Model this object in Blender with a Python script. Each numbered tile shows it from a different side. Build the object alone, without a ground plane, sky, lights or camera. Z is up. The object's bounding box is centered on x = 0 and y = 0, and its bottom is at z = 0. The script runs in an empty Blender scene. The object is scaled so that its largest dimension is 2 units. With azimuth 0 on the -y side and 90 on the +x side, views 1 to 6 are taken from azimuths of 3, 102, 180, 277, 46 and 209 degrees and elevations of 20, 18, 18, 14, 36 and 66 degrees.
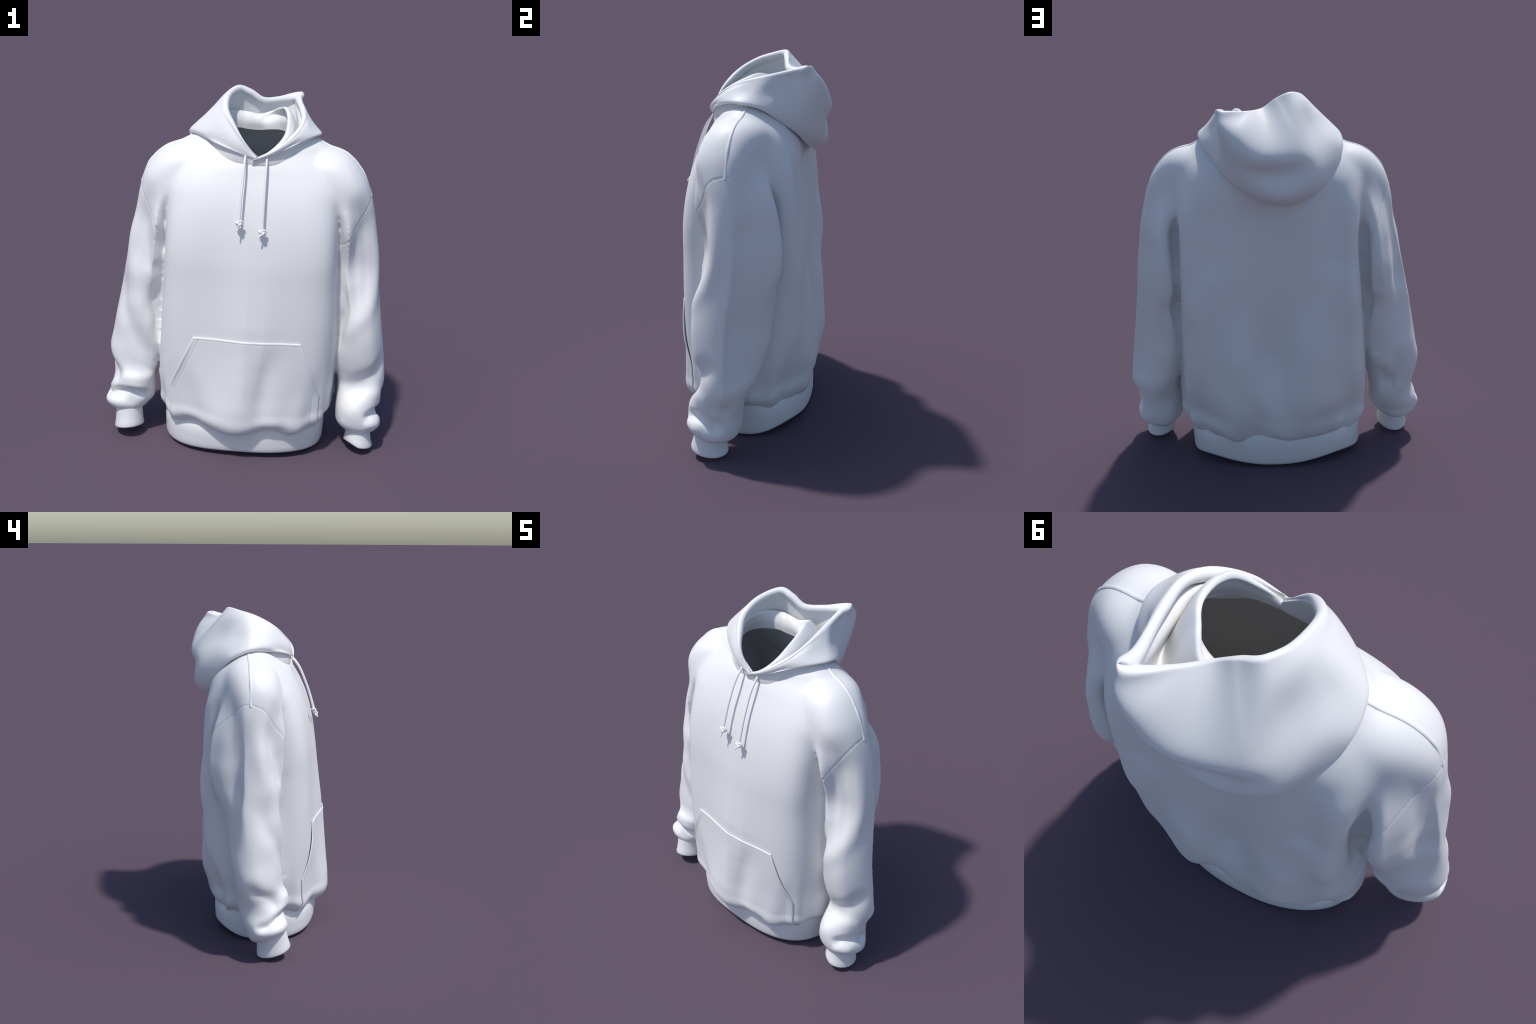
# A hooded sweatshirt standing by itself: torso, two sleeves, ribbed hem and cuffs,
# hanging hood, front pouch pocket, draw cords.  Everything is lofted from measured
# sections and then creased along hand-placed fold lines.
import bpy, bmesh, math
import numpy as np
from mathutils import Vector
from mathutils.bvhtree import BVHTree

RNG = np.random.default_rng(7)

# ------------------------------------------------------------------ helpers
def spline(xs, ys, x):
    """Smooth (finite difference Hermite) interpolation of ys over xs."""
    xs = np.asarray(xs, float); ys = np.asarray(ys, float); x = np.asarray(x, float)
    flat = ys.ndim == 1
    if flat:
        ys = ys[:, None]
    h = np.diff(xs); d = np.diff(ys, axis=0) / h[:, None]
    m = np.empty_like(ys)
    m[0], m[-1] = d[0], d[-1]
    m[1:-1] = (d[:-1] * h[1:, None] + d[1:] * h[:-1, None]) / (h[1:] + h[:-1])[:, None]
    i = np.clip(np.searchsorted(xs, x) - 1, 0, len(xs) - 2)
    t = np.clip((x - xs[i]) / h[i], 0, 1)[:, None]
    hh = h[i][:, None]
    out = ((2*t**3 - 3*t**2 + 1) * ys[i] + (t**3 - 2*t**2 + t) * hh * m[i]
           + (-2*t**3 + 3*t**2) * ys[i+1] + (t**3 - t**2) * hh * m[i+1])
    return out[:, 0] if flat else out


def smoothstep(a, b, x):
    t = np.clip((np.asarray(x, float) - a) / (b - a), 0, 1)
    return t * t * (3 - 2 * t)


def grid_faces(rows, cols, closed_cols=False, offset=0):
    n = cols if closed_cols else cols - 1
    r = np.arange(rows - 1)[:, None]; c = np.arange(n)[None, :]
    a = r * cols + c; b = r * cols + (c + 1) % cols
    q = np.stack([a, b, b + cols, a + cols], -1).reshape(-1, 4) + offset
    return q.tolist()


def new_mesh(name, verts, faces, smooth=True):
    me = bpy.data.meshes.new(name)
    me.from_pydata([tuple(map(float, v)) for v in verts], [], faces)
    me.update()
    if smooth:
        me.polygons.foreach_set("use_smooth", [True] * len(me.polygons))
    return me


def put(name, me, mat, parent=None):
    ob = bpy.data.objects.new(name, me)
    bpy.context.scene.collection.objects.link(ob)
    if mat is not None:
        me.materials.clear(); me.materials.append(mat)
    if parent is not None:
        ob.parent = parent
    return ob


def coords(me):
    a = np.empty(len(me.vertices) * 3); me.vertices.foreach_get("co", a)
    return a.reshape(-1, 3)


def normals(me):
    a = np.empty(len(me.vertices) * 3); me.vertex_normals.foreach_get("vector", a)
    return a.reshape(-1, 3)


def set_coords(me, P):
    me.vertices.foreach_set("co", np.ascontiguousarray(P, float).ravel()); me.update()


def edges(me):
    a = np.empty(len(me.edges) * 2, np.int32); me.edges.foreach_get("vertices", a)
    return a.reshape(-1, 2)


def relax(P, E, weight, rounds):
    n = len(P)
    deg = np.bincount(E.ravel(), minlength=n).astype(float); deg[deg == 0] = 1
    w = np.asarray(weight, float).reshape(-1, 1) if np.ndim(weight) else weight
    for _ in range(rounds):
        S = np.stack([np.bincount(E[:, 0], P[E[:, 1], k], n) + np.bincount(E[:, 1], P[E[:, 0], k], n) for k in range(3)], 1)
        P = P + w * (S / deg[:, None] - P)
    return P


def outward(me):
    bm = bmesh.new(); bm.from_mesh(me)
    bmesh.ops.recalc_face_normals(bm, faces=bm.faces)
    bm.to_mesh(me); bm.free(); me.update()


def line_distance(P, pts):
    pts = np.asarray(pts, float)
    best = np.full(len(P), 9.0); where = np.zeros(len(P))
    L = len(pts) - 1
    for k in range(L):
        a, b = pts[k], pts[k+1]; ab = b - a
        t = np.clip(((P - a) @ ab) / (ab @ ab), 0, 1)
        d = np.linalg.norm(P - a - t[:, None] * ab, axis=1)
        m = d < best
        best[m] = d[m]; where[m] = (k + t[m]) / L
    return best, where


def crease(P, N, pts, width, depth, taper=0.35, facing=None, tree=None, cling=True):
    """A soft ridge (depth > 0) or valley (depth < 0) along a polyline, fading at both ends."""
    pts = spline(np.linspace(0, 1, len(pts)), np.asarray(pts, float), np.linspace(0, 1, 24))
    if tree is not None and cling:                    # let the line cling to the cloth
        pts = np.array([tuple(tree.find_nearest(Vector(p))[0]) for p in pts])
    near = np.all((P > pts.min(0) - 3.2 * width) & (P < pts.max(0) + 3.2 * width), axis=1)
    idx = np.nonzero(near)[0]
    if len(idx) == 0:
        return P
    d, t = line_distance(P[idx], pts)
    f = np.exp(-0.5 * (d / width) ** 2)
    f *= smoothstep(0, taper, t) * smoothstep(0, taper, 1 - t) if taper > 0 else 1
    if facing is not None:
        f *= smoothstep(-0.1, 0.45, N[idx] @ (np.asarray(facing, float) / np.linalg.norm(facing)))
    P = P.copy()
    P[idx] += N[idx] * (f * depth)[:, None]
    return P

# ------------------------------------------------------------------ materials
def cloth(name, colour, rough, bump=0.02):
    m = bpy.data.materials.new(name); m.use_nodes = True
    nt = m.node_tree; b = nt.nodes["Principled BSDF"]
    b.inputs["Roughness"].default_value = rough
    tc = nt.nodes.new("ShaderNodeTexCoord")
    no = nt.nodes.new("ShaderNodeTexNoise"); no.inputs["Scale"].default_value = 55.0; no.inputs["Detail"].default_value = 4.0
    nt.links.new(tc.outputs["Object"], no.inputs["Vector"])
    mix = nt.nodes.new("ShaderNodeMix"); mix.data_type = 'RGBA'
    mix.inputs["A"].default_value = (*[c * 0.992 for c in colour], 1)
    mix.inputs["B"].default_value = (*[min(1, c * 1.008) for c in colour], 1)
    nt.links.new(no.outputs["Fac"], mix.inputs["Factor"])
    nt.links.new(mix.outputs["Result"], b.inputs["Base Color"])
    if bump:
        bp = nt.nodes.new("ShaderNodeBump"); bp.inputs["Strength"].default_value = bump; bp.inputs["Distance"].default_value = 0.002
        nt.links.new(no.outputs["Fac"], bp.inputs["Height"])
        nt.links.new(bp.outputs["Normal"], b.inputs["Normal"])
    return m

WHITE = cloth("white_fleece", (0.80, 0.80, 0.80), 0.5, 0)


# ------------------------------------------------------------------ torso and sleeves
# profile of an arm across its width, from the body side (-1) to the outer edge (+1)
REAR = ([-1, -.5, -.05, .25, .55, 1], [1.0, 1.04, 1.04, .72, .40, .18])
REAR_LOW = ([-1, -.6, -.2, .2, .55, 1], [1.14, 1.16, .84, .52, .32, .16])
FORE = ([-1, -.6, -.2, .2, .6, 1], [1.25, 1.10, 1.03, 1.0, 1.0, .92])
# high on the arm the front is sunk: a fold stands against the chest, a trough lies outside it
TROUGH = ([-1, -.7, -.35, 0, .4, .7, 1], [1.10, 1.20, 1.14, .84, .68, .68, .8])

def loft(sections, samples, rings):
    """sections: rows of (station, centre xyz, half width a, half depth b, tilt in xz, exponent,
    skew: how far the outer edge is drawn to the front, lean: drop of the back edge,
    flat: how much the rear outer quarter of the section is flattened,
    trough: how much the front is sunk)."""
    S = np.asarray(sections, float)
    st = np.linspace(S[0, 0], S[-1, 0], rings)
    R = spline(S[:, 0], S[:, 1:], st)
    th = np.linspace(0, 2 * np.pi, samples, endpoint=False)
    V = []
    for cx, cy, cz, a, b, tilt, n, k, lean, tp, tr in R:
        c, s = np.cos(th), np.sin(th)
        u = np.sign(c) * np.abs(c) ** (2 / n)
        g = np.where(s > 0, 1 + tp * (np.interp(u, *REAR) * tr + np.interp(u, *REAR_LOW) * (1 - tr) - 1), np.interp(u, *FORE) * (1 - tr) + np.interp(u, *TROUGH) * tr)
        v = np.sign(s) * np.abs(s) ** (2 / n) * b * g - k * u * np.abs(s)
        u = u * a
        ca, sa = math.cos(tilt), math.sin(tilt)
        V.append(np.stack([cx + u * ca, cy + v, cz + u * sa - lean * v], 1))
    V = np.concatenate(V)
    F = grid_faces(rings, samples, True)
    F.append(list(range(samples - 1, -1, -1)))
    F.append([(rings - 1) * samples + i for i in range(samples)])
    return V, F

# z, front y, back y, x right-hand edge of the wearer (-), x other edge (+), exponent
TORSO = np.array([
    (0.130, -.275, .225, -.380, .400, 2.8, 2.4),
    (0.165, -.325, .270, -.427, .453, 2.7, 2.4),
    (0.190, -.370, .292, -.455, .480, 2.7, 2.3),
    (0.225, -.392, .308, -.478, .505, 2.8, 2.2),
    (0.300, -.388, .322, -.482, .510, 2.9, 2.1),
    (0.420, -.374, .326, -.488, .513, 3.3, 2.6),
    (0.600, -.360, .322, -.479, .505, 4.3, 3.0),
    (0.800, -.350, .314, -.470, .497, 4.8, 3.8),
    (1.000, -.338, .312, -.462, .486, 5.0, 5.2),
    (1.180, -.326, .310, -.456, .478, 5.2, 5.6),
    (1.320, -.304, .306, -.453, .472, 4.8, 5.6),
    (1.430, -.277, .300, -.459, .473, 4.0, 5.0),
    (1.520, -.243, .290, -.478, .486, 3.3, 3.8),
    (1.590, -.211, .275, -.484, .492, 2.6, 3.0),
    (1.650, -.182, .248, -.468, .486, 2.0, 2.4),
    (1.700, -.145, .222, -.412, .432, 1.9, 2.0),
    (1.740, -.115, .192, -.350, .370, 2.0, 2.0),
    (1.775, -.075, .160, -.265, .285, 2.0, 2.0),
    (1.800, -.020, .120, -.150, .165, 2.0, 2.0),
])
BELLY = ([.13, .18, .30, .42, .60, .80, 1.0, 1.2, 1.4], [.01, .024, .036, .042, .046, .042, .026, .010, 0])
def torso_mesh():
    z = np.linspace(TORSO[0, 0], TORSO[-1, 0], 150)
    T = spline(TORSO[:, 0], TORSO[:, 1:], z)
    th = np.linspace(0, 2 * np.pi, 260, endpoint=False)
    c, s = np.cos(th), np.sin(th)
    V = []
    for zz, (yf, yb, xl, xr, nf, nb) in zip(z, T):
        n = np.where(s < 0, nf, nb)
        u = np.sign(c) * np.abs(c) ** (2 / n); v = np.sign(s) * np.abs(s) ** (2 / n)
        y0 = 0.0 if zz < 1.5 else 0.03 * min(1, (zz - 1.5) / .2)
        x0 = (xl + xr) / 2
        x = x0 + u * (xr - xl) / 2
        y = np.where(v < 0, y0 + v * (y0 - yf), y0 + v * (yb - y0))
        # the back hangs in a hollow down the middle with a slack fold beside it
        hollow = (.35 + .65 * smoothstep(.40, .70, zz)) * smoothstep(.13, .28, zz) * (1 - smoothstep(1.38, 1.56, zz))
        fold = smoothstep(.18, .40, zz) * (1 - smoothstep(.62, .95, zz))
        y = y - np.where(v > 0, (.046 * hollow * np.exp(-((x - .03 * smoothstep(1.2, 1.5, zz)) / .12) ** 2)
                         - .026 * fold * np.exp(-((x - .18) / .08) ** 2)), 0)
        swellings = ((.024, .43, .055, .75, 1.15, 1.42, 1.60), (.022, -.41, .055, .75, 1.15, 1.42, 1.60), (-.016, .31, .07, 1.05, 1.2, 1.38, 1.55),
                     (-.014, -.31, .07, 1.05, 1.2, 1.38, 1.6), (.044, -.42, .075, .36, .6, .85, 1.2), (.026, -.22, .12, .20, .42, .66, 1.0), (.030, .41, .07, .38, .6, .85, 1.1))
        for amount, at, wide, z0, z1, z2, z3 in swellings:
            y = y + np.where(v > 0, amount * smoothstep(z0, z1, zz) * (1 - smoothstep(z2, z3, zz)) * np.exp(-((x - at) / wide) ** 2), 0)
        y = y - np.where(v < 0, float(np.interp(zz, *BELLY)) * np.exp(-((x - .03) / .17) ** 2), 0)
        # gathered fullness just above the hem
        g = (1 - smoothstep(.2, .62, zz)) * smoothstep(.14, .2, zz)
        r = g * np.where(s > 0, 1.5, 1.0) * (.008 * np.sin(7 * th + .6) + .006 * np.sin(11 * th + 2.1) + .004 * np.sin(17 * th))
        wave = (.010 * np.sin(9 * th + 1.0) + .008 * np.sin(14 * th + .3)) * (1 - smoothstep(.15, .4, zz))
        bump = lambda at, wide: np.exp(-((x - at) / wide) ** 2)
        dip = (-.020 * bump(-.02, .08) - .018 * bump(.29, .09) + .012 * bump(.13, .06) + .010 * bump(-.25, .10)) * (s < 0)
        wave = wave + dip * (1 - smoothstep(.16, .34, zz))
        swell = (.010 * bump(-.02, .07) + .010 * bump(.29, .08) - .010 * bump(.12, .05) - .006 * bump(-.16, .06)) * (s < 0) * g
        V.append(np.stack([x + c * r, y + s * r - swell, zz + wave], 1))
    V = np.concatenate(V); k = len(th)
    F = grid_faces(len(z), k, True)
    F.append(list(range(k - 1, -1, -1))); F.append([(len(z) - 1) * k + i for i in range(k)])
    return V, F

# station, z, outer x, inner x, front y, back y, exponent    (x as absolute distance from the middle)
SLEEVE_PLUS = [
    (1.20, .697, .455, -.172, .228), (1.10, .711, .456, -.165, .232), (1.00, .722, .460, -.182, .231),
    (.90, .735, .464, -.203, .218), (.80, .750, .470, -.213, .196), (.70, .765, .478, -.217, .172),
    (.60, .780, .486, -.214, .158), (.52, .792, .496, -.204, .134), (.45, .800, .518, -.190, .112), (.40, .804, .534, -.184, .092),
    (.35, .801, .538, -.200, .064), (.30, .791, .536, -.226, .036), (.25, .783, .534, -.250, .026),
    (.20, .790, .536, -.262, .020), (.165, .797, .540, -.262, .010), (.14, .792, .556, -.256, -.002),
    (.122, .770, .585, -.244, -.025), (.112, .738, .612, -.232, -.060), (.11, .72, .63, -.22, -.075)]
SLEEVE_MINUS = [
    (1.20, .666, .436, -.188, .226), (1.10, .685, .437, -.192, .226), (1.00, .703, .440, -.188, .212),
    (.90, .720, .443, -.176, .192), (.80, .735, .447, -.182, .166), (.70, .752, .453, -.193, .140),
    (.60, .768, .460, -.192, .120), (.50, .786, .474, -.192, .090), (.44, .786, .490, -.194, .072), (.40, .774, .506, -.199, .064),
    (.35, .757, .514, -.220, .060), (.30, .762, .514, -.238, .045), (.25, .788, .514, -.226, .022),
    (.215, .803, .520, -.222, .000), (.185, .797, .545, -.228, -.010), (.165, .785, .565, -.234, -.022),
    (.15, .765, .585, -.232, -.042), (.14, .738, .607, -.225, -.065), (.138, .72, .625, -.215, -.08)]
# over height: how far the outer edge is drawn forward, and how flat the outer rear is
SKEW = {1: ([.30, .50, 1.1, 1.35], [.0, .03, .045, .01]), -1: ([.30, .45, .60, .80, 1.0, 1.2, 1.4], [0, -.02, -.03, -.01, .02, .02, 0])}
TAPER = {1: ([.30, .45, .60, .80, 1.0, 1.25, 1.45, 1.58], [.25, .85, 1.0, 1.0, 1.0, 1.0, .8, .1]),
         -1: ([.30, .45, .60, .80, 1.0, 1.25, 1.45, 1.58], [0, .15, .35, .75, .95, 1.0, .8, .1])}

SUNK = {1: ([.75, .90, 1.05, 1.25, 1.40, 1.50], [0, .6, 1, 1, .7, 0]), -1: ([.80, .95, 1.10, 1.35, 1.45, 1.55], [0, .6, 1, 1, .5, 0])}

# centre x, y, z, half width, half depth, tilt (rad)
YOKE_PLUS = [(.30, .03, 1.590, .153, .172, 1.15), (.405, .016, 1.577, .150, .182, .95),
             (.495, .006, 1.502, .131, .185, .66), (.548, .010, 1.400, .112, .192, .36), (.570, .022, 1.300, .111, .202, .14)]
YOKE_MINUS = [(.30, .03, 1.582, .153, .172, 1.15), (.395, .018, 1.566, .146, .176, .95),
              (.478, .006, 1.503, .126, .181, .66), (.523, .010, 1.400, .106, .188, .36), (.540, .014, 1.300, .104, .200, .14)]

def sleeve_mesh(yoke, lower, side):
    rows = []
    s = 0.0; prev = None
    for cx, cy, cz, a, b, t in yoke:
        p = np.array([cx, cy, cz])
        if prev is not None: s += np.linalg.norm(p - prev)
        prev = p
        rows.append((s, side * cx, cy, cz, side * a, b, side * t, 2.2, 0, 0, float(np.interp(cz, *TAPER[side])), float(np.interp(cz, *SUNK[side]))))
    for z, xo, xi, yf, yb in lower:
        p = np.array([(xo + xi) / 2, (yf + yb) / 2, z])
        s += np.linalg.norm(p - prev); prev = p
        rows.append((s, side * p[0], p[1], z, side * (xo - xi) / 2, (yb - yf) / 2, 0.0, 2.05,
                     float(np.interp(z, *SKEW[side])), (.22 if side > 0 else .42) * float(1 - smoothstep(.12, .42, z)),
                     float(np.interp(z, *TAPER[side])), float(np.interp(z, *SUNK[side]))))
    return loft(rows, 72, 150)


def build_body():
    parts = [torso_mesh(), sleeve_mesh(YOKE_PLUS, SLEEVE_PLUS, 1), sleeve_mesh(YOKE_MINUS, SLEEVE_MINUS, -1)]
    V, F, o = [], [], 0
    for v, f in parts:
        V.append(v); F += [[i + o for i in q] for q in f]; o += len(v)
    me = new_mesh("body", np.concatenate(V), F)
    # make every shell face outwards before the union
    outward(me)
    ob = put("body", me, None)
    md = ob.modifiers.new("r", 'REMESH'); md.mode = 'VOXEL'; md.voxel_size = 0.0065
    dg = bpy.context.evaluated_depsgraph_get()
    out = bpy.data.meshes.new_from_object(ob.evaluated_get(dg))
    bpy.data.objects.remove(ob); bpy.data.meshes.remove(me)
    P = coords(out); E = edges(out)
    P = relax(P, E, 0.5, 4)
    # melt the joint between torso and sleeve
    side = np.where(P[:, 0] > 0, .475, .46)
    joint = np.exp(-((np.abs(P[:, 0]) - side) / .09) ** 2) * smoothstep(1.36, 1.58, P[:, 2])
    P = relax(P, E, 0.55 * joint, 60)
    side = np.where(P[:, 0] > 0, np.interp(P[:, 2], [.6, 1.0, 1.4], [.498, .478, .472]), np.interp(P[:, 2], [.6, 1.0, 1.4], [.472, .452, .452]))
    joint = np.exp(-((np.abs(P[:, 0]) - side) / .03) ** 2) * smoothstep(.42, .55, P[:, 2])
    P = relax(P, E, 0.5 * joint, 14)
    set_coords(out, P)
    return out

def fold_body(me):
    P = coords(me); N = normals(me)
    tree = BVHTree.FromPolygons([tuple(v) for v in P], [tuple(p.vertices) for p in me.polygons])
    for args in FOLDS:
        P = crease(P, N, tree=tree, **args)
    E = edges(me)
    P = relax(P, E, 0.4, 3)
    set_coords(me, P)

def F(pts, width, depth, taper=.3, facing=None, cling=True):
    return dict(pts=pts, width=width, depth=depth, taper=taper, facing=facing, cling=cling)

FOLDS = [
    # pouch: a slanting valley with a swelling beside it
    F([(.18, -.38, .74), (.12, -.40, .48), (.08, -.41, .16)], .045, -.014, .4),
    F([(-.03, -.39, .66), (-.02, -.41, .40), (-.01, -.41, .14)], .07, .006, .4),
    # hollow behind each inner elbow, where the cloth folds in against the body
    F([(.44, .08, .76), (.475, .12, .82), (.51, .16, .89), (.57, .20, .98)], .040, -.040, .3, (-.4, 1, 0), False),
    F([(-.42, .08, .76), (-.45, .12, .82), (-.485, .15, .88), (-.55, .19, .97)], .040, -.040, .3, (.4, 1, 0), False),
    # clefts between arm and back, and the deep pocket of the front elbow
    F([(.472, .17, 1.40), (.474, .175, 1.22), (.480, .165, 1.02), (.488, .15, .84)], .026, -.042, .25, None, False),
    F([(-.450, .185, 1.36), (-.452, .19, 1.20), (-.457, .175, 1.02), (-.465, .15, .82)], .026, -.042, .25, None, False),
    F([(.50, -.15, 1.05), (.535, -.18, .88), (.50, -.15, .72), (.50, -.14, .58)], .034, -.036, .35, (-.5, -1, 0), False),
    F([(-.475, -.15, 1.00), (-.51, -.16, .84), (-.48, -.15, .70), (-.475, -.16, .56)], .034, -.036, .35, (.5, -1, 0), False),
    # slack valley down the middle of the back
    F([(.03, .27, 1.02), (.01, .28, .60), (-.01, .30, .20)], .055, -.036, .5),
    # arm on the minus side: long soft folds
    F([(-.575, .122, 1.45), (-.599, .153, 1.112), (-.614, .144, .85)], .042, .010),
    F([(-.633, .016, 1.46), (-.647, .040, 1.227), (-.667, .057, 1.065), (-.703, .085, .75)], .042, -.016),
    F([(-.625, -.034, 1.42), (-.643, -.083, 1.151), (-.615, -.146, .955), (-.560, -.18, .66)], .038, .014),
    F([(-.563, -.112, 1.45), (-.569, -.14, 1.249), (-.541, -.168, 1.109), (-.48, -.163, .90)], .032, -.014),
    F([(-.690, -.05, 1.02), (-.679, -.115, .80), (-.593, -.185, .600), (-.50, -.17, .48)], .040, -.014),
    # its bunched wrist
    F([(-.776, .014, .485), (-.768, -.084, .424), (-.721, -.159, .375), (-.690, -.208, .335)], .032, -.022),
    F([(-.720, -.15, .403), (-.642, -.204, .372), (-.558, -.186, .380), (-.480, -.16, .43)], .034, .022),
    F([(-.800, -.05, .215), (-.782, -.155, .250), (-.700, -.222, .288), (-.621, -.230, .296), (-.529, -.16, .260)], .018, -.034, .2),
    F([(-.795, -.12, .200), (-.72, -.22, .220), (-.62, -.22, .225)], .022, .012),
    F([(-.50, .12, .60), (-.56, .10, .52), (-.66, .09, .50)], .040, .020), F([(-.54, .07, .38), (-.66, .07, .38)], .035, -.020),
    # arm on the plus side
    F([(.604, -.09, 1.45), (.591, -.131, 1.277), (.565, -.139, 1.13), (.521, -.14, .90)], .036, -.012),
    F([(.654, -.057, 1.40), (.680, -.057, 1.09), (.662, -.125, .903), (.554, -.18, .66)], .036, .016),
    F([(.790, -.06, .58), (.720, -.145, .50), (.660, -.168, .43), (.585, -.182, .320)], .038, -.022),
    F([(.778, -.116, .407), (.709, -.182, .352), (.648, -.228, .299), (.575, -.235, .230)], .038, .018),
    F([(.680, -.257, .236), (.730, -.228, .255), (.767, -.181, .254), (.782, -.140, .245), (.785, -.098, .218), (.775, -.05, .19)], .017, -.032, .2),
    F([(.790, -.163, .181), (.736, -.236, .198), (.681, -.258, .198)], .020, .010),
    F([(.778, -.145, .313), (.794, -.072, .321), (.73, .0, .261)], .034, -.014),
]

ROOT = bpy.data.objects.new("hooded_sweatshirt", None)
bpy.context.scene.collection.objects.link(ROOT)
ROOT["label"] = "white oversized hooded sweatshirt with pouch pocket and knotted cords"
ROOT["category"] = "hoodie"

body = build_body()
fold_body(body)
outward(body)

# ------------------------------------------------------------------ seams and openings
def seam_value(P):
    """Positive on the sleeve side of the shoulder seam."""
    x, y, z = P[:, 0], P[:, 1], P[:, 2]
    zp = 1.461 - 1.5 * (.629 - x) - 1.5 * y * y
    zm = 1.477 - 1.5 * (x + .603) - 1.2 * y * y
    f = np.where(x > 0, zp - z, zm - z)
    edge = np.where(x > 0, np.interp(z, [.2, .5, 1.0, 1.25], [.524, .528, .494, .478]),
                    np.interp(z, [.2, .5, 1.0, 1.25], [.503, .500, .466, .455]))
    g = (np.abs(x) - edge)
    return np.minimum(f * .55, g)

def snap(P, E, f, reach=1.0):
    a, b = E[:, 0], E[:, 1]
    cr = (f[a] * f[b]) < 0
    a, b = a[cr], b[cr]
    t = f[a] / (f[a] - f[b])
    X = P[a] + t[:, None] * (P[b] - P[a])
    v = np.where(t < .5, a, b)
    acc = np.zeros_like(P); cnt = np.zeros(len(P))
    np.add.at(acc, v, X); np.add.at(cnt, v, 1)
    m = cnt > 0
    P = P.copy(); P[m] = acc[m] / cnt[m][:, None]
    f = f.copy(); f[m] = 0
    return P, f

# neckline: plane tilted forward, outline as seen along its normal
NECK = np.array([(0, -.178, 1.65), (.12, -.168, 1.656), (.215, -.10, 1.68), (.27, -.03, 1.73), (.285, .04, 1.765), (.24, .10, 1.785),
                 (.13, .14, 1.79), (0, .16, 1.78), (-.12, .14, 1.79), (-.22, .10, 1.785), (-.27, .03, 1.76), (-.25, -.05, 1.72),
                 (-.19, -.115, 1.685), (-.11, -.162, 1.66)])
NN = np.array([0, -.34, .94]); NN /= np.linalg.norm(NN)
NV = np.array([0, .94, .34]); NV /= np.linalg.norm(NV)
def neck_value(P):
    """Negative inside the neck opening."""
    c = np.array([0.0, -.01, 1.72])
    q = NECK - c
    ang = np.arctan2(q @ NV, q[:, 0]); rad = np.hypot(q @ NV, q[:, 0])
    o = np.argsort(ang); ang, rad = ang[o], rad[o]
    ang = np.concatenate([ang[-3:] - 2*np.pi, ang, ang[:3] + 2*np.pi]); rad = np.concatenate([rad[-3:], rad, rad[:3]])
    d = P - c
    a = np.arctan2(d @ NV, d[:, 0]); r = np.hypot(d @ NV, d[:, 0])
    v = r - spline(ang, rad, a)
    return np.where(P[:, 2] > 1.55, v, 1.0)

P = coords(body); E = edges(body)
f = seam_value(P); P, f = snap(P, E, f)
g = neck_value(P); P, g = snap(P, E, g)
set_coords(body, P)
N0 = normals(body).copy()
# sink the seam a little so that it reads as a stitched groove
sunk = np.exp(-(np.abs(f) / .003) ** 2) * (np.abs(f) < .02)
sunk *= smoothstep(1.0, 1.1, P[:, 2])
set_coords(body, P - N0 * (sunk * .0022)[:, None])

poly = [tuple(p.vertices) for p in body.polygons]
P = coords(body)
fm = np.array([max((f[i] for i in p), key=abs) for p in poly])
gm = np.array([max((g[i] for i in p), key=abs) for p in poly])
cen = np.array([P[list(p)].mean(0) for p in poly])
pn = np.empty(len(poly) * 3); body.polygons.foreach_get("normal", pn); pn = pn.reshape(-1, 3)
keep = (gm > 0)
bottom = (cen[:, 2] < .17) & (pn[:, 2] < -.75) & (np.abs(cen[:, 0]) < .43)
wrist = (cen[:, 2] < .075) & (pn[:, 2] < -.7)
keep &= ~bottom & ~wrist
region = np.where(fm > 0, np.where(cen[:, 0] > 0, 1, 2), 0)
bvh = BVHTree.FromPolygons([tuple(v) for v in P], poly)

def sub_mesh(name, sel, P, N, offset=0.0, flip=False):
    ids = np.nonzero(sel)[0]
    used = np.unique(np.concatenate([poly[i] for i in ids]))
    back = np.full(len(P), -1); back[used] = np.arange(len(used))
    F = [[int(back[j]) for j in (reversed(poly[i]) if flip else poly[i])] for i in ids]
    me = new_mesh(name, P[used] - N[used] * offset, F)
    return me, used

Nb = normals(body).copy()
for name, r in (("torso", 0), ("sleeve", 1), ("sleeve", 2)):
    me, used = sub_mesh(name, keep & (region == r), P, Nb)
    me.normals_split_custom_set_from_vertices([tuple(n) for n in Nb[used]])
    put(name, me, WHITE, ROOT)
# inside of the cloth
Pin = relax(P - Nb * .005, E, .4, 1)
me, _ = sub_mesh("lining", keep, Pin, Nb, 0.0, True)
put("lining", me, WHITE, ROOT)

# ------------------------------------------------------------------ hem band and cuffs
def band(name, rings, samples=160):
    """rings: list of closed (samples,3) arrays from outer top over the bottom edge to inner top."""
    V = np.concatenate(rings)
    me = new_mesh(name, V, grid_faces(len(rings), samples, True))
    outward(me)
    return put(name, me, WHITE, ROOT)

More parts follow.
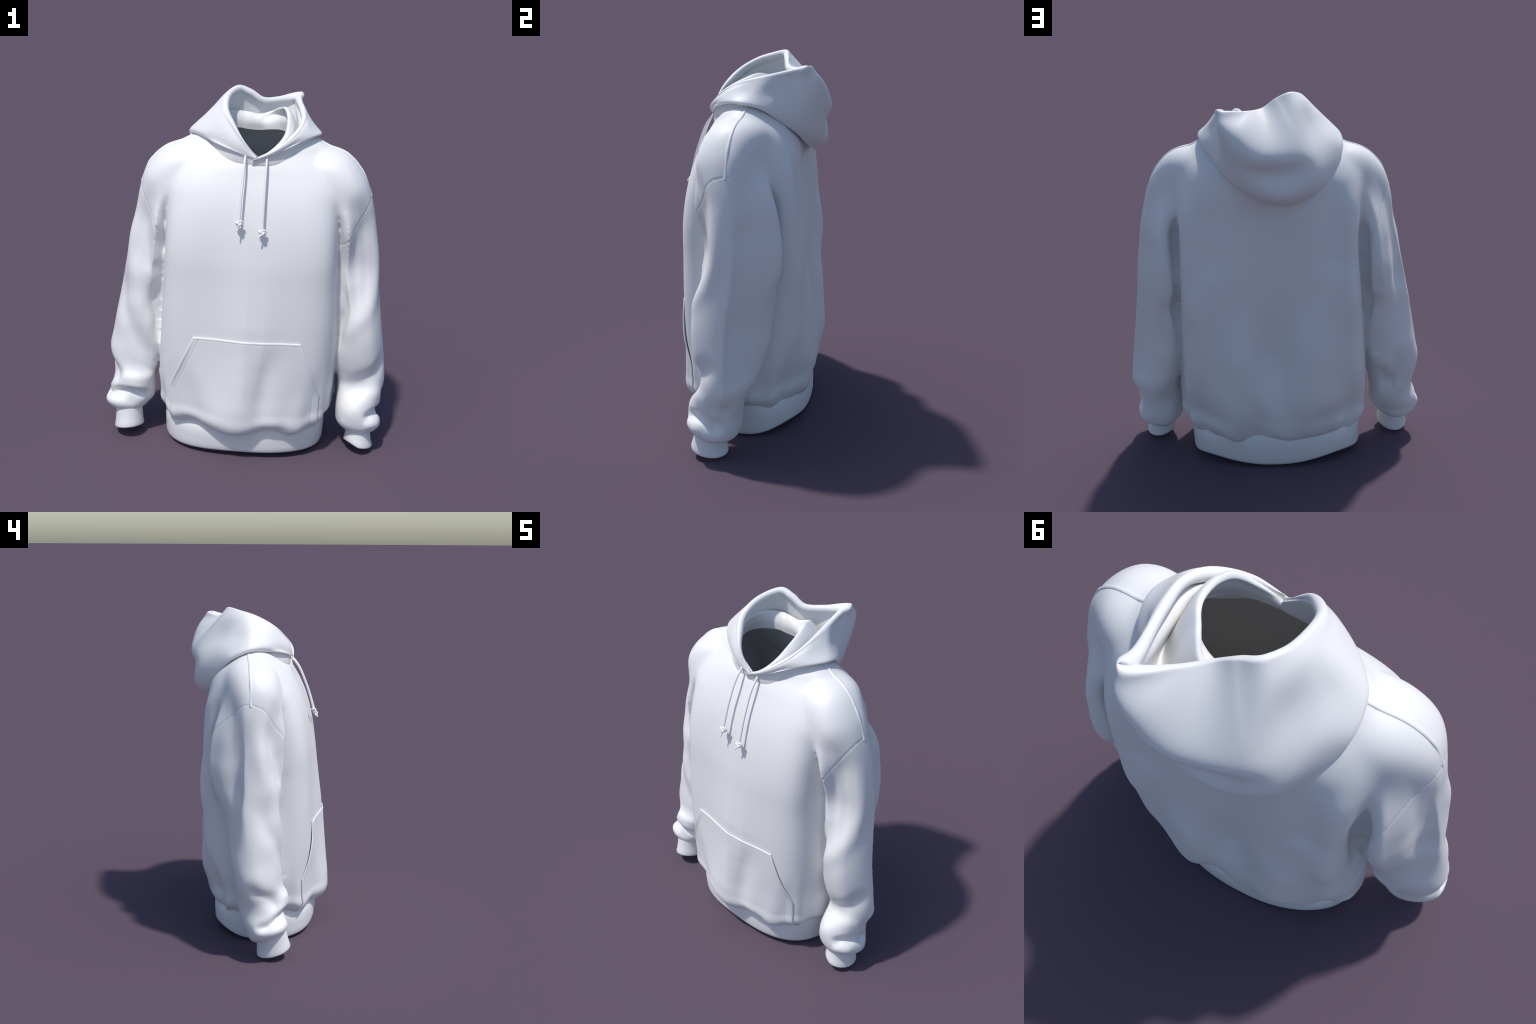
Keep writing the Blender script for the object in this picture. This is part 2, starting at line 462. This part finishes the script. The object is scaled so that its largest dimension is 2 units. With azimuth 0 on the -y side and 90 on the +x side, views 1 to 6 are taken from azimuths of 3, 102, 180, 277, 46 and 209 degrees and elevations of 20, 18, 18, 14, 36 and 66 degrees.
def hem_rings():
    th = np.linspace(0, 2 * np.pi, 160, endpoint=False)
    c, s = np.cos(th), np.sin(th); n = np.where(s < 0, 2.8, 2.35)
    u = np.sign(c) * np.abs(c) ** (2/n); v = np.sign(s) * np.abs(s) ** (2/n)
    bot = spline(np.radians([-45, 0, 45, 90, 135, 180, 225, 270, 315, 360]), [.030, .006, .040, .012, .045, .010, .018, .030, .030, .006], th)
    def ring(z, grow, lift=0.0):
        x = .010 + u * (.462 + grow); y = np.where(v < 0, -.01 + v * (.352 + grow), -.01 + v * (.288 + grow))
        return np.stack([x, y, z + lift * bot], 1)
    return [ring(.235, -.045), ring(.20, -.020), ring(.17, -.004), ring(.13, .002, .2), ring(.09, .002, .4), ring(.05, .000, .7),
            ring(.018, -.001, .95), ring(.004, -.006, 1), ring(0, -.013, 1), ring(.004, -.020, 1), ring(.03, -.022, .8), ring(.09, -.020, .4), ring(.2, -.022)]
band("hem_band", hem_rings())

def cuff(side):
    th = np.linspace(0, 2 * np.pi, 96, endpoint=False); c, s = np.cos(th), np.sin(th)
    if side > 0:
        # distance above the bottom edge, centre x, y, half width, half depth
        R = [(.150, .672, -.145, .060, .066), (.118, .672, -.147, .068, .078), (.090, .672, -.150, .071, .083), (.06, .673, -.154, .072, .086), (.03, .674, -.158, .077, .092), (.010, .676, -.160, .083, .098)]
        low = .034 - .014 * s - .030 * np.clip(-s, 0, 1) * np.clip(-c, 0, 1) * -1 - .012 * c
        top = .03
    else:
        R = [(.170, -.662, -.140, .060, .064), (.138, -.662, -.142, .072, .078), (.105, -.660, -.146, .076, .084), (.07, -.658, -.150, .077, .088), (.03, -.657, -.156, .080, .094), (.010, -.656, -.160, .084, .099)]
        low = .042 - .026 * s + .012 * c
        top = .05
    e = R[-1]
    R = R + [(.003, e[1], e[2], e[3] - .001, e[4] - .001), (0.0, e[1], e[2], e[3] - .008, e[4] - .008), (.004, e[1], e[2], e[3] - .015, e[4] - .015),
             (.05, *R[-3][1:3], R[-3][3] - .016, R[-3][4] - .016), (.14, *R[0][1:3], R[0][3] - .012, R[0][4] - .012)]
    rings = [np.stack([x + c * a, y + s * b, h + low - top * s * min(1, h / .12) * .4], 1) for h, x, y, a, b in R]
    band("cuff", rings, 96)
cuff(1); cuff(-1)

# ------------------------------------------------------------------ hood
# one row per station, walking from the throat round the wearer's right shoulder, the back and the left shoulder
ST = 17
neck_out = [(.03,-.186,1.648),(-.10,-.172,1.66),(-.19,-.125,1.685),(-.275,-.05,1.725),(-.30,.02,1.75),(-.28,.09,1.755),(-.22,.15,1.765),(-.12,.17,1.77),(0,.18,1.77),
            (.12,.17,1.77),(.22,.14,1.765),(.285,.10,1.76),(.315,.03,1.757),(.285,-.05,1.722),(.225,-.108,1.675),(.12,-.175,1.655),(-.005,-.19,1.648)]
fold_low = [(.03,-.196,1.682),(-.10,-.182,1.715),(-.20,-.13,1.74),(-.293,-.027,1.752),(-.345,.03,1.753),(-.362,.12,1.715),(-.335,.205,1.645),(-.21,.30,1.51),(-.05,.345,1.475),
            (.10,.325,1.53),(.23,.262,1.63),(.325,.13,1.745),(.338,.03,1.775),(.29,-.05,1.775),(.21,-.135,1.75),(.11,-.185,1.708),(.0,-.202,1.675)]
rim = [(.02,-.188,1.69),(-.055,-.183,1.785),(-.11,-.137,1.858),(-.15,-.06,1.92),(-.16,.02,1.96),(-.15,.10,1.983),(-.115,.175,2.0),(-.04,.20,1.975),(.03,.217,1.932),
       (.108,.28,1.931),(.220,.366,1.952),(.226,.28,1.937),(.235,.12,1.908),(.245,0,1.876),(.225,-.10,1.827),(.13,-.187,1.747),(.03,-.198,1.69)]
crest = [(.03,-.176,1.69),(-.052,-.172,1.764),(-.108,-.131,1.834),(-.160,-.060,1.868),(-.182,.028,1.874),(-.168,.112,1.872),(-.112,.168,1.862),(-.045,.182,1.853),(.01,.186,1.845),
         (.07,.20,1.862),(.115,.148,1.893),(.15,.085,1.91),(.17,.02,1.892),(.174,-.06,1.855),(.16,-.13,1.805),(.10,-.168,1.737),(.028,-.184,1.686)]
inner = [(.03,-.165,1.668),(-.10,-.152,1.675),(-.17,-.105,1.705),(-.215,-.03,1.745),(-.215,.03,1.768),(-.18,.08,1.778),(-.11,.125,1.782),(-.05,.148,1.772),(.01,.152,1.77),
         (.07,.142,1.778),(.13,.115,1.785),(.19,.07,1.782),(.225,0,1.765),(.21,-.06,1.742),(.175,-.12,1.708),(.10,-.157,1.678),(0,-.168,1.668)]
gap = [(.03,-.184,1.67),(-.058,-.174,1.758),(-.115,-.13,1.825),(-.172,-.058,1.855),(-.215,.03,1.83),(-.222,.13,1.78),(-.17,.22,1.72),(-.10,.27,1.66),(0,.285,1.64),
       (.10,.29,1.66),(.20,.27,1.70),(.235,.17,1.74),(.230,.06,1.775),(.224,-.03,1.79),(.19,-.115,1.775),(.115,-.176,1.722),(.03,-.19,1.67)]
# outer panel between the lower fold and the rim: explicit for the back half, derived elsewhere
panel = {
    3: [(-.30,-.05,1.775),(-.272,-.06,1.805),(-.238,-.062,1.84),(-.208,-.066,1.87),(-.182,-.066,1.895)],
    4: [(-.355,.03,1.775),(-.322,.03,1.81),(-.282,.03,1.85),(-.242,.03,1.89),(-.205,.025,1.925)],
    5: [(-.366,.13,1.740),(-.322,.128,1.785),(-.272,.120,1.83),(-.233,.113,1.885),(-.199,.107,1.94)],
    6: [(-.330,.212,1.682),(-.300,.226,1.735),(-.260,.226,1.78),(-.206,.208,1.842),(-.168,.208,1.93)],
    7: [(-.224,.345,1.55),(-.218,.365,1.61),(-.20,.362,1.68),(-.165,.368,1.75),(-.11,.312,1.86)],
    8: [(-.045,.400,1.52),(-.04,.406,1.58),(-.03,.390,1.65),(-.015,.438,1.728),(.01,.345,1.84)],
    9: [(.11,.378,1.56),(.118,.404,1.62),(.120,.416,1.68),(.118,.447,1.75),(.140,.418,1.86)],
    10: [(.238,.287,1.66),(.230,.318,1.70),(.226,.350,1.75),(.228,.374,1.81),(.232,.390,1.89)],
    11: [(.334,.142,1.757),(.304,.158,1.785),(.272,.180,1.815),(.246,.218,1.855),(.230,.268,1.90)],
    12: [(.352,.035,1.79),(.326,.06,1.812),(.302,.08,1.836),(.281,.10,1.862),(.262,.115,1.89)],
    13: [(.308,-.06,1.787),(.298,-.055,1.807),(.285,-.045,1.827),(.274,-.03,1.847),(.263,-.012,1.863)],
}
HOOD_SEAM = [(.004, .389, 1.645), (-.006, .398, 1.60), (-.016, .402, 1.55), (-.03, .388, 1.50)]
def hood():
    ST = len(rim) + 1
    def wider(a, k=.35, own=None):
        """Give the peak a second station so that the rim can turn round it."""
        a = list(a); a.insert(11, own or tuple(np.array(a[10]) * (1 - k) + np.array(a[11]) * k)); return a
    A = [np.array(a, float) for a in (wider(neck_out), wider(fold_low), wider(rim, own=(.243, .340, 1.948)), wider(crest), wider(inner), wider(gap))]
    panels = {k if k < 11 else k + 1: v for k, v in panel.items()}
    panels[11] = [tuple(np.array(p) * .6 + np.array(q) * .4) for p, q in zip(panel[10], panel[11])]
    no, fl, rm, cr, ne, gp = A
    ctr = np.array([.02, .06, 0])
    def away(p):
        d = (p - ctr) * np.array([1, 1, 0]); return d / np.maximum(np.linalg.norm(d, axis=1, keepdims=True), 1e-6)
    up = np.array([0, 0, 1.0])
    ends = np.clip(np.minimum(np.arange(ST), np.arange(ST)[::-1]) / 2.0, .18, 1)[:, None]
    mids = []
    for k in range(5):
        t = (k + .6) / 5.4
        m = fl + (rm - fl) * t + (away(fl) * .7 + up * .25) * (.016 * math.sin(math.pi * min(1, t * 1.1))) * ends
        for s, rows in panels.items():
            m[s] = rows[k]
        mids.append(m)
    stand = fl - away(fl) * .020 * ends + up * .006
    tuck = fl - away(fl) * .006 - up * .002
    # rolled double edge: e runs off the free edge, w points out of the cloth
    tang = np.gradient(rm, axis=0); tang /= np.linalg.norm(tang, axis=1, keepdims=True)
    e = rm - mids[-1]; e -= tang * np.sum(e * tang, 1, keepdims=True); e /= np.linalg.norm(e, axis=1, keepdims=True)
    w = np.cross(e, tang); w *= np.sign(np.sum(w * (away(rm) + .4 * up), 1, keepdims=True))
    th = .044 * ends                       # thickness of the roll
    belly = np.zeros((ST, 1)); belly[9:13] = 1                    # here the collar folds over itself
    plump = np.ones((ST, 1)) * .6; plump[5:10] = 1.3
    rows = [no - away(no) * .006 - up * .012, no, no * .45 + stand * .55, stand, tuck, fl + away(fl) * .006 * ends + up * .005, *mids,
            rm - e * np.minimum(th * .62, .62 * np.linalg.norm(rm - mids[-1], axis=1, keepdims=True)) + w * th * .08, rm - e * th * .16 + w * th * .06, rm - w * th * .28 + e * th * .03, rm - w * th * .62 - e * th * .10,
            rm - w * th * .80 - e * th * .42, rm - w * th * .80 - e * th * .95,
            rm * .5 + gp * .5 - w * th * .55, gp, gp * .4 + cr * .6 + away(cr) * .014 * ends,
            cr + away(cr) * .016 * ends - up * .012 * ends, cr, cr - away(cr) * .014 * ends - up * .012 * ends,
            cr * .7 + ne * .3 - away(ne) * .012 * plump * ends + away(ne) * .020 * belly, cr * .4 + ne * .6 - away(ne) * .012 * plump * ends, ne, ne - up * .010]
    G = np.array(rows)                      # profile, station, xyz
    prof = np.linspace(0, 1, len(G)); u = np.linspace(0, 1, 170)
    G = np.stack([spline(prof, G[:, j], u) for j in range(ST)], 1)
    step = np.mean([np.linalg.norm(np.diff(q, axis=0), axis=1) for q in (rm, fl, mids[2])], axis=0)
    st = np.concatenate([[0], np.cumsum(step)]); st /= st[-1]; w = np.linspace(0, 1, 720)
    G = np.stack([spline(st, G[i], w) for i in range(len(u))], 0)
    V = G.reshape(-1, 3)
    F = grid_faces(len(u), len(w))
    n = len(w)
    F.append([i * n for i in range(len(u))]); F.append([i * n + n - 1 for i in range(len(u) - 1, -1, -1)])
    me = new_mesh("hood", V, F)
    outward(me)
    E2 = edges(me)
    Q = relax(coords(me), E2, .5, 14)
    peak = (rm[10] + rm[11]) / 2
    tip = np.exp(-(np.linalg.norm(Q - peak, axis=1) / .045) ** 2)      # the peak is soft, not pointed
    Q = relax(Q, E2, .6 * tip, 60)
    set_coords(me, Q)
    # middle seam of the hood, showing where the bag sags
    d, t = line_distance(Q, HOOD_SEAM)
    set_coords(me, Q - normals(me) * (.0022 * np.exp(-(d / .0022) ** 2) * smoothstep(0, .1, t) * smoothstep(0, .1, 1 - t))[:, None])
    return put("hood", me, WHITE, ROOT)
hood()

# ------------------------------------------------------------------ pouch pocket
def on_body(x, z, front=True):
    hit = bvh.ray_cast(Vector((x, -2 if front else 2, z)), Vector((0, 1 if front else -1, 0)))
    return hit[0], hit[1]

def pocket():
    """Pouch: two layers hugging the belly, open along the slanted sides, hemmed and stitched."""
    nu, nv = 300, 170; depth = .0078
    zt = lambda q: .724 + .011 * math.sin(math.pi * q)            # top edge sags at the corners
    left = lambda v: float(np.interp(v, [0, .62, 1], [-.268, -.402, -.385]))
    right = lambda v: float(np.interp(v, [0, .60, 1], [.311, .428, .428]))
    us = np.linspace(0, 1, nu); vs = np.linspace(0, 1, nv)
    base, nrm, edge, top, slit = [], [], [], [], []
    for v in vs:
        l, r = left(v), right(v)
        for q in us:
            x = l + (r - l) * q; z = zt(q) + (.19 - zt(q)) * v
            p, n = on_body(x, z)
            if p is None:
                p, n = Vector((x, -.3, z)), Vector((0, -1, 0))
            base.append(tuple(p)); nrm.append(tuple(n))
            edge.append(min(q, 1 - q) * (r - l)); top.append(v * (zt(q) - .19))
            slit.append(math.sin(math.pi * min(1, max(0, (v - .02) / .60))) ** .7)
    base, nrm, edge, top, slit = map(np.array, (base, nrm, edge, top, slit))
    # soften the normals so that the pouch floats smoothly over the folds
    grid = nrm.reshape(nv, nu, 3)
    for _ in range(12):
        pad = np.pad(grid, ((1, 1), (1, 1), (0, 0)), mode='edge')
        grid = (pad[:-2, 1:-1] + pad[2:, 1:-1] + pad[1:-1, :-2] + pad[1:-1, 2:]) / 4
    nrm = grid.reshape(-1, 3); nrm /= np.linalg.norm(nrm, axis=1, keepdims=True)
    stitch = lambda d, at: np.exp(-((d - at) / .0016) ** 2)
    groove = np.maximum.reduce([stitch(edge, .034) * (top > .014), stitch(edge, .039) * (top > .014), stitch(top, .013), stitch(top, .017) * .6])
    gape = slit * np.exp(-(edge / .013) ** 2)
    hemroll = .0007 * smoothstep(.040, .030, edge) + .0008 * smoothstep(.020, .012, top)
    rounding = np.minimum(1, np.minimum(edge, top + .0005) / .006)
    outer = base + nrm * (.004 + (depth - .004) * np.sqrt(np.clip(rounding, 0, 1)) + hemroll - groove * .0013 + gape * .008)[:, None]
    inner = base + nrm * (.0022 + gape * .008)[:, None]
    V = np.concatenate([outer, inner])
    a = grid_faces(nv, nu); o = nu * nv
    F = a + [[i + o for i in reversed(q)] for q in a]
    for i in range(nu - 1):
        F.append([i + 1, i, o + i, o + i + 1])
        k = (nv - 1) * nu
        F.append([k + i, k + i + 1, o + k + i + 1, o + k + i])
    for j in range(nv - 1):
        p0, p1 = j * nu, (j + 1) * nu
        F.append([p0, p1, o + p1, o + p0])
        q0, q1 = p0 + nu - 1, p1 + nu - 1
        F.append([q1, q0, o + q0, o + q1])
    me = new_mesh("pocket", V, F)
    outward(me)
    return put("pocket", me, WHITE, ROOT)
pocket()

# ------------------------------------------------------------------ shoulder welt, cords
def tube(name, pts, radius, mat, sub=60, flat=1.0, sides=12, parent=None):
    pts = np.asarray(pts, float)
    s = np.concatenate([[0], np.cumsum(np.linalg.norm(np.diff(pts, axis=0), axis=1))])
    C = spline(s, pts, np.linspace(0, s[-1], sub))
    T = np.gradient(C, axis=0); T /= np.linalg.norm(T, axis=1, keepdims=True)
    ref = np.array([0.31, .2, .93]); V = []
    B = np.cross(T[0], ref); B /= np.linalg.norm(B)
    for k in range(sub):
        B = B - T[k] * (B @ T[k]); B /= np.linalg.norm(B); D = np.cross(T[k], B)
        r = radius * (math.sqrt(max(0.0, 1 - (1 - min(1, k / 1.5)) ** 2)) if k < 2 else 1) * (math.sqrt(max(0.0, 1 - (1 - min(1, (sub-1-k) / 1.5)) ** 2)) if k > sub - 3 else 1)
        r = max(r, radius * .25)
        a = np.linspace(0, 2*np.pi, sides, endpoint=False)
        V.append(C[k] + r * (np.cos(a)[:, None] * B + np.sin(a)[:, None] * D))
    F = grid_faces(sub, sides, True)
    F.append(list(range(sides - 1, -1, -1))); F.append([(sub - 1) * sides + i for i in range(sides)])
    me = new_mesh(name, np.concatenate(V), F); outward(me)
    return put(name, me, mat, parent or ROOT)

def welt(side, x0, x1, y0, y1, ahead=0.0):
    """Raised seam strip lying on the shoulder."""
    rows = []
    q = np.linspace(0, 1, 70)
    for i, t in enumerate(q):
        ang = t
        x = x0 + (x1 - x0) * t; y = y0 + (y1 - y0) * t
        # shoot from outside towards the shoulder centre so that the steep end is met square on
        d = Vector((-side * (.15 + .85 * t ** 1.5), 0, -1 + .75 * t ** 1.5)).normalized()
        tgt = Vector((side * x, y, WELT_Z(x + ahead)))
        hit = bvh.ray_cast(tgt - d * .3, d)
        rows.append((np.array(hit[0]), np.array(hit[1])))
    C = np.array([r[0] for r in rows]); Nn = np.array([r[1] for r in rows])
    C = spline(np.linspace(0, 1, 12), C[np.linspace(0, 69, 12).astype(int)], q)
    T = np.gradient(C, axis=0); T /= np.linalg.norm(T, axis=1, keepdims=True)
    W = np.cross(T, Nn); W /= np.linalg.norm(W, axis=1, keepdims=True)
    prof = [(-.0085, -.004), (-.0075, .001), (-.005, .0036), (0, .0042), (.005, .0036), (.0075, .001), (.0085, -.004)]
    V = np.concatenate([[C[k] + W[k] * a + Nn[k] * b for a, b in prof] for k in range(len(q))])
    me = new_mesh("shoulder_seam", V, grid_faces(len(q), len(prof))); outward(me)
    put("shoulder_seam", me, WHITE, ROOT)
WELT_Z = lambda x: float(np.interp(x, [.28, .33, .43, .50, .56, .60, .63], [1.80, 1.77, 1.725, 1.69, 1.64, 1.57, 1.46]))
welt(1, .29, .628, .058, -.002)
welt(-1, .29, .599, .045, -.014, .026)

def knot(name, p, r, parent):
    """An overhand knot: a trefoil of cord with a little stub of cord below."""
    t = np.linspace(0, 2 * np.pi, 60)
    K = np.stack([(np.sin(t) + 2 * np.sin(2*t)), (np.cos(t) - 2 * np.cos(2*t)), -np.sin(3*t)], 1)
    return p + K @ np.array([[1, 0, 0], [0, .45, .6], [0, -.7, .75]]) * r

CORD = .0060
for top, kn, tail in (((-.036, -.196, 1.693), (-.045, -.336, 1.376), (-.052, -.352, 1.335)),
                      ((.076, -.186, 1.690), (.077, -.339, 1.336), (.060, -.356, 1.310))):
    top, kn, tail = map(np.array, (top, kn, tail))
    m1 = top + (kn - top) * .12 + np.array([0, -.012, .004]); m2 = top + (kn - top) * .5 + np.array([0, -.020, 0])
    cord = tube("draw_cord", [top + (0, .012, .01), m1, m2, kn], CORD, WHITE, 60)
    tube("cord_knot", knot("cord_knot", kn, .0062, cord), CORD, WHITE, 90, parent=cord)
    tube("cord_tail", [kn, kn + (tail - kn) * .5, tail], CORD * .7, WHITE, 20, parent=cord)
